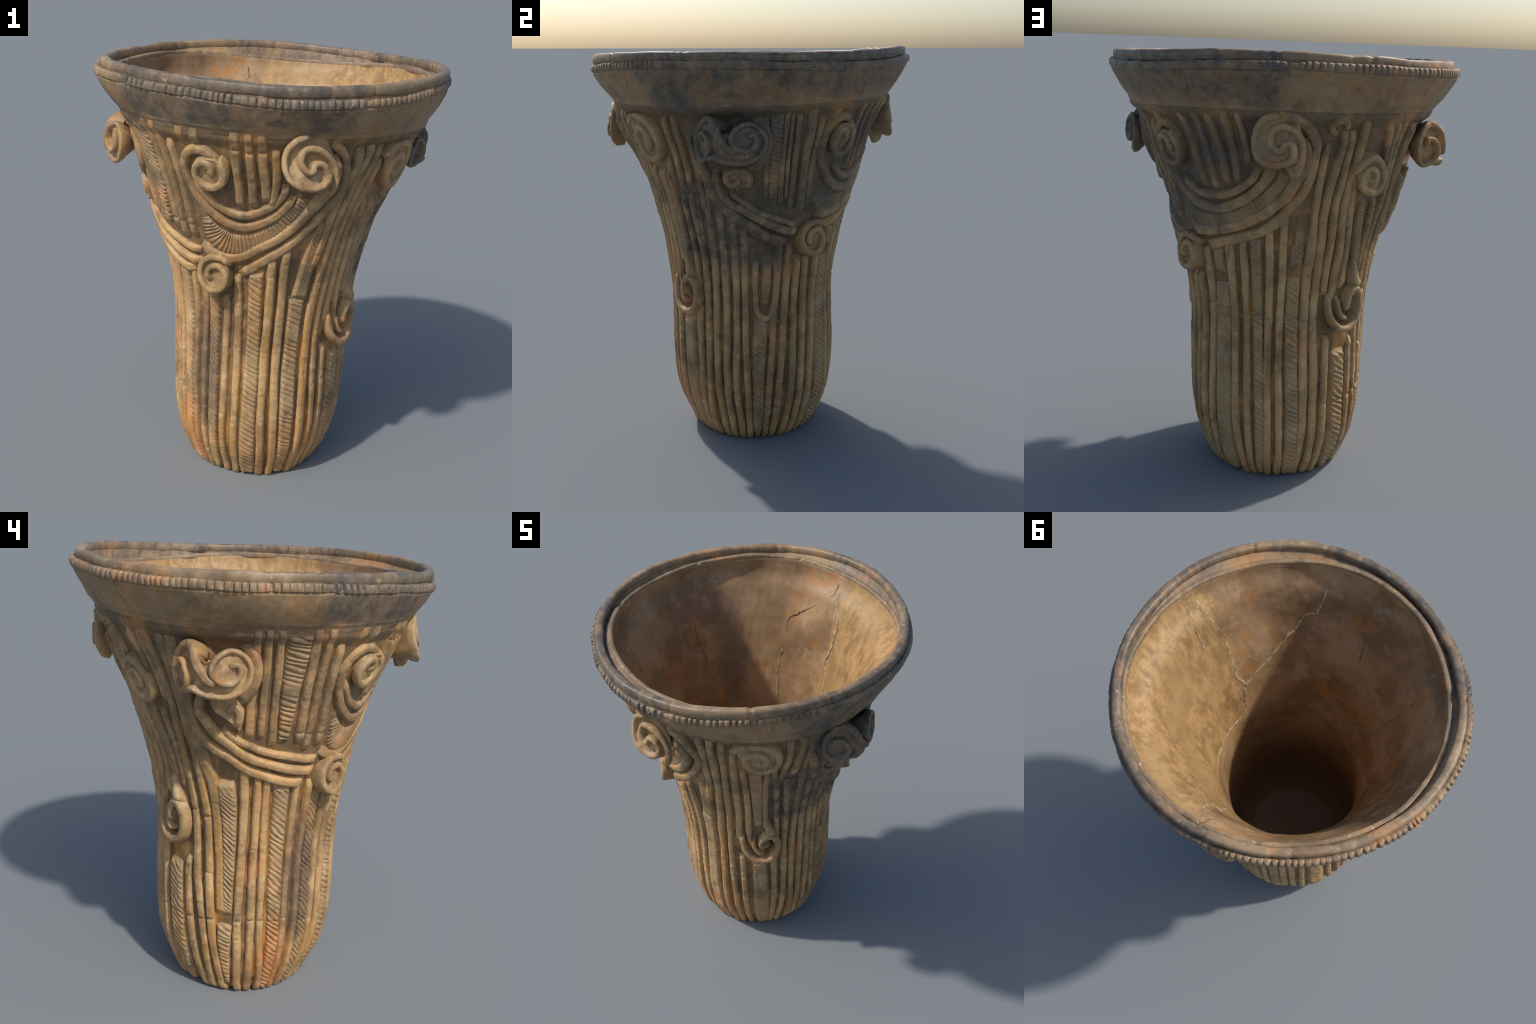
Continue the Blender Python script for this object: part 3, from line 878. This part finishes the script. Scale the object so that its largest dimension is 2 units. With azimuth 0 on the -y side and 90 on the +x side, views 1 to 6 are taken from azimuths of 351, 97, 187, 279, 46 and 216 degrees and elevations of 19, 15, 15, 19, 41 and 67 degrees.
DOUBLE_B = [(a, b + .010) for a, b in [
    (97.2, 1.75), (91.1, 1.729), (88.7, 1.675), (88.7, 1.612), (91.3, 1.566), (96.4, 1.553), (100.3, 1.572), (101.7, 1.608),
    (100.6, 1.640), (98.4, 1.636), (97.2, 1.612), (95.2, 1.620), (93.7, 1.65), (94.2, 1.685), (97.1, 1.705), (101.1, 1.694),
    (104.1, 1.656), (105, 1.61), (104.4, 1.55), (102.6, 1.485)]]
OUT_B = [(96.5, 1.762), (91.1, 1.742), (88.4, 1.685), (88.3, 1.62), (91, 1.570), (96.4, 1.555), (101.5, 1.553), (105, 1.59), (105.6, 1.65), (103.5, 1.71), (100, 1.75)]
FACE_B = hang((1.46, .630), (1.53, .695), (1.57, .716), (1.62, .716), (1.68, .704), (1.78, .692))
boss('spiral_scroll', lambda th, z: FACE_B(th, z) - .0005*np.clip(np.degrees(th) - 97.5, 0, 12)**2 - .0006*np.clip(94 - np.degrees(th), 0, 9)**2*.5,
     [(a, b + .010) for a, b in OUT_B], [DOUBLE_B], .020, .17, M_SCROLL, .035, .023)


# S-shaped double scrolls, the same pattern on both sides
def s_scroll(th0, z0, surf, kx=1.0, kz=1.0):
    def at(pts):
        return [(th0 + kx*a, z0 + kz*b) for a, b in pts]
    outer = at([(6.9, .023), (9.2, .026), (9.8, -.010), (7.4, -.042), (4.2, -.035), (2.0, .000), (2.9, .050), (6.4, .078), (10.4, .062), (12.8, .016),
                (12.2, -.045), (9.0, -.088), (4.2, -.103), (-.6, -.090), (-4.3, -.072), (-7.6, -.095)])
    diag = at([(4.2, -.050), (.4, -.022), (-2.2, .025), (-4.0, .075), (-6.6, .098), (-9.6, .082), (-12.4, .030), (-12.6, -.040), (-10.4, -.090),
               (-7.3, -.078), (-6.0, -.030), (-7.4, .022), (-9.8, .030), (-10.2, -.010)])
    out = at([(6.4, .085), (11, .066), (13.2, .016), (12.6, -.045), (9.2, -.094), (4.2, -.108), (-.8, -.092), (-4.5, -.078), (-9, -.098),
              (-12.6, -.055), (-13.0, .020), (-10.4, .085), (-6.6, .108), (-3.4, .090), (-1.0, .045), (1.2, .045), (3.0, .072)])
    return boss('scroll_handle', surf, out, [outer, diag], .026, .20, M_SCROLL, [.028, (.038, .040, .038, .034, .027, .025, .025, .023)], .028)


HANDLE = hang((1.48, .705), (1.51, .738), (1.55, .757), (1.63, .757), (1.68, .738), (1.72, .712))


def ridged(th0):
    """The handle is roof-shaped: its two spirals look left and right of a nose."""
    def f(th, z):
        d = wrap(np.degrees(th) - th0)
        return HANDLE(th, z) - .090*np.clip((-3.5 - d)/9.5, 0, 1.6)**1.25 - .055*np.clip((d - 1)/11.5, 0, 1.6)**1.3
    return f


s_scroll(176.6, 1.607, ridged(176.6), kx=1.05)
s_scroll(-.6, 1.602, ridged(-.6), kx=1.09)

# shoulders running from the handles into the wall
for base in (176.6, -.6):
    ridge([(base + a, b) for a, b in [(10.5, 1.70), (13.5, 1.66), (14.8, 1.60), (13.8, 1.535), (10.5, 1.485), (6.0, 1.46)]], .055, h=(.014, .026, .034, .036, .034, .022), **SWAG)

# lesser spirals lying on the wall
near = lambda d: (lambda th, z: env(th, z) + d)


def small_spiral(coil, out, d, w, drop=.017, depth=.08, h=.019, tilt=0.0, z0=1.6, name='small_scroll'):
    boss(name, lambda th, z: env(th, z) + d + tilt*(z0 - z), out, [coil], drop, depth, M_SCROLL, w, h)


small_spiral([(-117.5, 1.625), (-116, 1.60), (-115.6, 1.57), (-117.1, 1.532), (-121.2, 1.506), (-125.1, 1.518), (-127.3, 1.554), (-126.3, 1.596),
              (-123.4, 1.617), (-120.6, 1.606), (-120.4, 1.577), (-122.6, 1.560)],
             [(-118.5, 1.635), (-115.4, 1.60), (-115.4, 1.55), (-118, 1.515), (-122, 1.498), (-126, 1.515), (-128, 1.555), (-127, 1.60), (-123.5, 1.63)],
             .027, .034)
small_spiral([(52.5, 1.655), (54.5, 1.61), (54.6, 1.56), (51.8, 1.522), (48, 1.518), (44.8, 1.55), (44.4, 1.60), (47.2, 1.632), (50.3, 1.615), (50.6, 1.58), (48.6, 1.572)],
             [(51.8, 1.65), (55, 1.61), (55, 1.55), (51.5, 1.512), (47, 1.508), (43.8, 1.55), (43.8, 1.61), (47, 1.65)],
             .032, .034)
ridge([(53, 1.652), (50, 1.69), (45.5, 1.685), (41.5, 1.64), (40, 1.58), (40.5, 1.51), (43, 1.47), (47, 1.42)], .046, h=.026, **SWAG)
small_spiral([(-52.6, 1.628), (-49.6, 1.672), (-44, 1.684), (-38.2, 1.668), (-34.4, 1.61), (-33.6, 1.54), (-36.6, 1.492), (-41.2, 1.484), (-45.6, 1.515),
              (-47.6, 1.575), (-46, 1.62), (-42.6, 1.630), (-39.2, 1.60), (-38.9, 1.555), (-41.2, 1.535), (-43.3, 1.565)],
             [(-51, 1.64), (-47, 1.68), (-41, 1.685), (-36, 1.655), (-33, 1.60), (-33, 1.53), (-36.6, 1.482), (-41.6, 1.474), (-46.4, 1.505), (-49, 1.56)],
             .030, .036, tilt=.12, z0=1.56)
small_spiral([(128.5, 1.505), (131.5, 1.56), (137.2, 1.572), (142.8, 1.535), (146.4, 1.478), (145.4, 1.428), (140.2, 1.418), (134, 1.450),
              (132.6, 1.505), (136.2, 1.527), (140.2, 1.508), (140.6, 1.474), (137.4, 1.464)],
             [(130.5, 1.53), (135, 1.572), (140.5, 1.56), (145, 1.52), (147.2, 1.472), (145.6, 1.420), (140.2, 1.408), (133.5, 1.44), (131, 1.48)],
             .027, .036, tilt=.06, z0=1.47)
# leaf-like curl under the handle on either side
small_spiral([(4.5, 1.372), (7.0, 1.40), (6.2, 1.44), (2.5, 1.455), (-2.5, 1.44), (-3.5, 1.405), (-.8, 1.385), (1.6, 1.405), (.4, 1.42)],
             [(3, 1.365), (7.5, 1.395), (7, 1.445), (2.5, 1.462), (-3, 1.45), (-4.5, 1.405), (-1, 1.372)], .024, .032, drop=.020, h=.020, depth=.10, name='leaf_curl')
boss('leaf_curl', near(.022), [(186, 1.335), (183, 1.37), (178, 1.40), (174.5, 1.44), (175.5, 1.475), (181, 1.485), (185.5, 1.46), (187.5, 1.40)],
     [[(181.5, 1.415), (183.5, 1.44), (185.6, 1.42), (185.5, 1.38), (183, 1.365)]], .014, .11, M_SCROLL, .034, .014)


# knob scrolls where the swags meet
def knob(th0, z0, r0):
    def at(pts):
        return [(th0 + .92*a, z0 + .92*b) for a, b in pts]
    coil = at([(9.0, .060), (3.5, .082), (-3.5, .076), (-8.4, .030), (-8.2, -.030), (-3.8, -.072), (2.6, -.072), (6.2, -.035), (6.0, .012), (2.0, .044),
               (-2.8, .028), (-3.8, -.010), (-.8, -.030)])
    out = at([(6, .070), (-1, .088), (-6.5, .065), (-9.4, .012), (-8.6, -.045), (-4, -.085), (3, -.085), (7.2, -.045), (7.8, .02)])
    boss('knob_scroll', lambda th, z: r0 + (z0 - z)*.05 + 0*th, out, [coil], .022, .14, M_SCROLL, .034, .026)


knob(-124.0, 1.104, .527)
knob(44.0, 1.108, .520)


# hanging curls at the foot of the fans
def curl(th0, z0, kx=1.0):
    def at(pts):
        return [(th0 + kx*a, z0 + b) for a, b in pts]
    ring = at([(-16, .085), (-14.2, -.020), (-7, -.084), (.5, -.098), (8, -.070), (11.2, .008), (8.5, .072), (3.5, .088), (-.6, .055), (-1.2, .012), (2.2, -.016)])
    sweep('hanging_curl', ring, (.034, .036, .040, .046, .048, .046, .042, .034, .026), (.020, .034, .050, .058, .060, .058, .056, .054, .050, .046), M_SCROLL, jar,
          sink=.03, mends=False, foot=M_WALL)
    sweep('hanging_curl', at([(2.5, .235), (3.8, .175), (5.5, .125), (9, .070)]), (.030, .036, .054, .050), (.024, .036, .050, .052), M_SCROLL, jar, sink=.03, mends=False)
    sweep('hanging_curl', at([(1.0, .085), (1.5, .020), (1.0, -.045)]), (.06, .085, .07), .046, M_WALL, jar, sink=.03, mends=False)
    sweep('hanging_curl', at([(2.5, -.050), (-3.0, -.042), (-6.5, -.005), (-7.5, .060)]), .030, (.046, .044, .034, .020), M_SCROLL, jar, sink=.03, mends=False)


curl(-40.3, .806, .92)
curl(143.8, .868, .88)


# ------------------------------------------------------------------ seams between the rejoined sherds
def on_inner(th, z):
    r = inner_r(th, z)
    return np.stack([r*np.cos(th), r*np.sin(th), z], -1)


def seam(path, w, mat, surf=on_inner, side=-1, h=.0017):
    q = catmull(path, 10)
    jit = np.cumsum(rng.normal(0, 1, (len(q), 2)), 0)
    jit = jit - np.linspace(0, 1, len(q))[:, None]*jit[-1]
    q = q + jit*np.array([.22, .0022])
    sweep('repair_seam', [tuple(p) for p in q], w, h, mat, jar, surf=surf, sink=.012, mends=False, side=side, nick=0, wobble=.6, step=.006)


nd = Nodes('seam_shadow')
nd2 = Nodes('seam_clay')
M_SEAM = finish(nd2, nd2.mix(nd2.ramp(nd2.noise(25), .4, .6), (.17, .13, .08), (.34, .26, .16)), .7, nd2.noise(60), .3, .003)
M_GAP = finish(nd, nd.mix(nd.ramp(nd.noise(40), .4, .6), (.10, .062, .034), (.20, .125, .065)), .8, nd.noise(60), .3, .003)
seam([(90.6, 1.86), (90.8, 1.82), (94, 1.79), (97, 1.755), (103, 1.73), (108, 1.69), (112.5, 1.65), (113.3, 1.60), (114.7, 1.56)], .0055, M_GAP)
seam([(89.5, 1.83), (86, 1.77), (81.5, 1.69), (81, 1.61), (81, 1.54), (82.6, 1.48), (79.5, 1.40), (77.2, 1.32), (72, 1.22), (60, 1.12), (50, 1.08), (25, 1.08), (2, 1.085), (-18, 1.12), (-24, 1.29)], .013, M_PLASTER)
seam([(-24.6, 1.305), (-22, 1.37), (-23.3, 1.46), (-23, 1.56), (-22.4, 1.66), (-19, 1.79), (-17, 1.86)], .012, M_PLASTER)
seam([(-8.5, 1.52), (-9.6, 1.60), (-11, 1.67), (-10.4, 1.78), (-12.6, 1.86)], .008, M_PLASTER)
seam([(-95.4, 1.84), (-97.2, 1.76), (-97.7, 1.69), (-96.1, 1.60), (-97, 1.52), (-99, 1.33), (-101, 1.2)], .007, M_SEAM)
seam([(-72.7, 1.83), (-72, 1.72), (-69.9, 1.66), (-63, 1.63), (-60, 1.58), (-56, 1.53), (-48, 1.44), (-36, 1.36), (-25, 1.30)], .013, M_PLASTER)
seam([(-136.5, 1.88), (-136.2, 1.78), (-138.7, 1.71), (-141, 1.56), (-137, 1.42), (-133, 1.30), (-131, 1.18)], .007, M_SEAM)
seam([(116, 1.47), (117.4, 1.40), (118.1, 1.29), (116, 1.18)], .012, M_SEAM)
seam([(170, 1.80), (169, 1.70), (171, 1.58), (168, 1.42)], .005, M_GAP)


def on_collar(th, z):
    k = (z - z_foot(th)) / (z_band(th) - .026 - z_foot(th))
    r = r_foot(th) + (r_band(th) - .010 - r_foot(th))*k
    return np.stack([r*np.cos(th), r*np.sin(th), z], -1)


for a, b in ((-97, -97.5), (-77, -78), (-149, -150.5), (157, 155), (-31, -29), (98, 97)):
    seam([(a, 1.885), (a*.6 + b*.4 + .6, 1.85), (b, 1.79)], .006, M_SEAM, surf=on_collar, side=1, h=.0008)
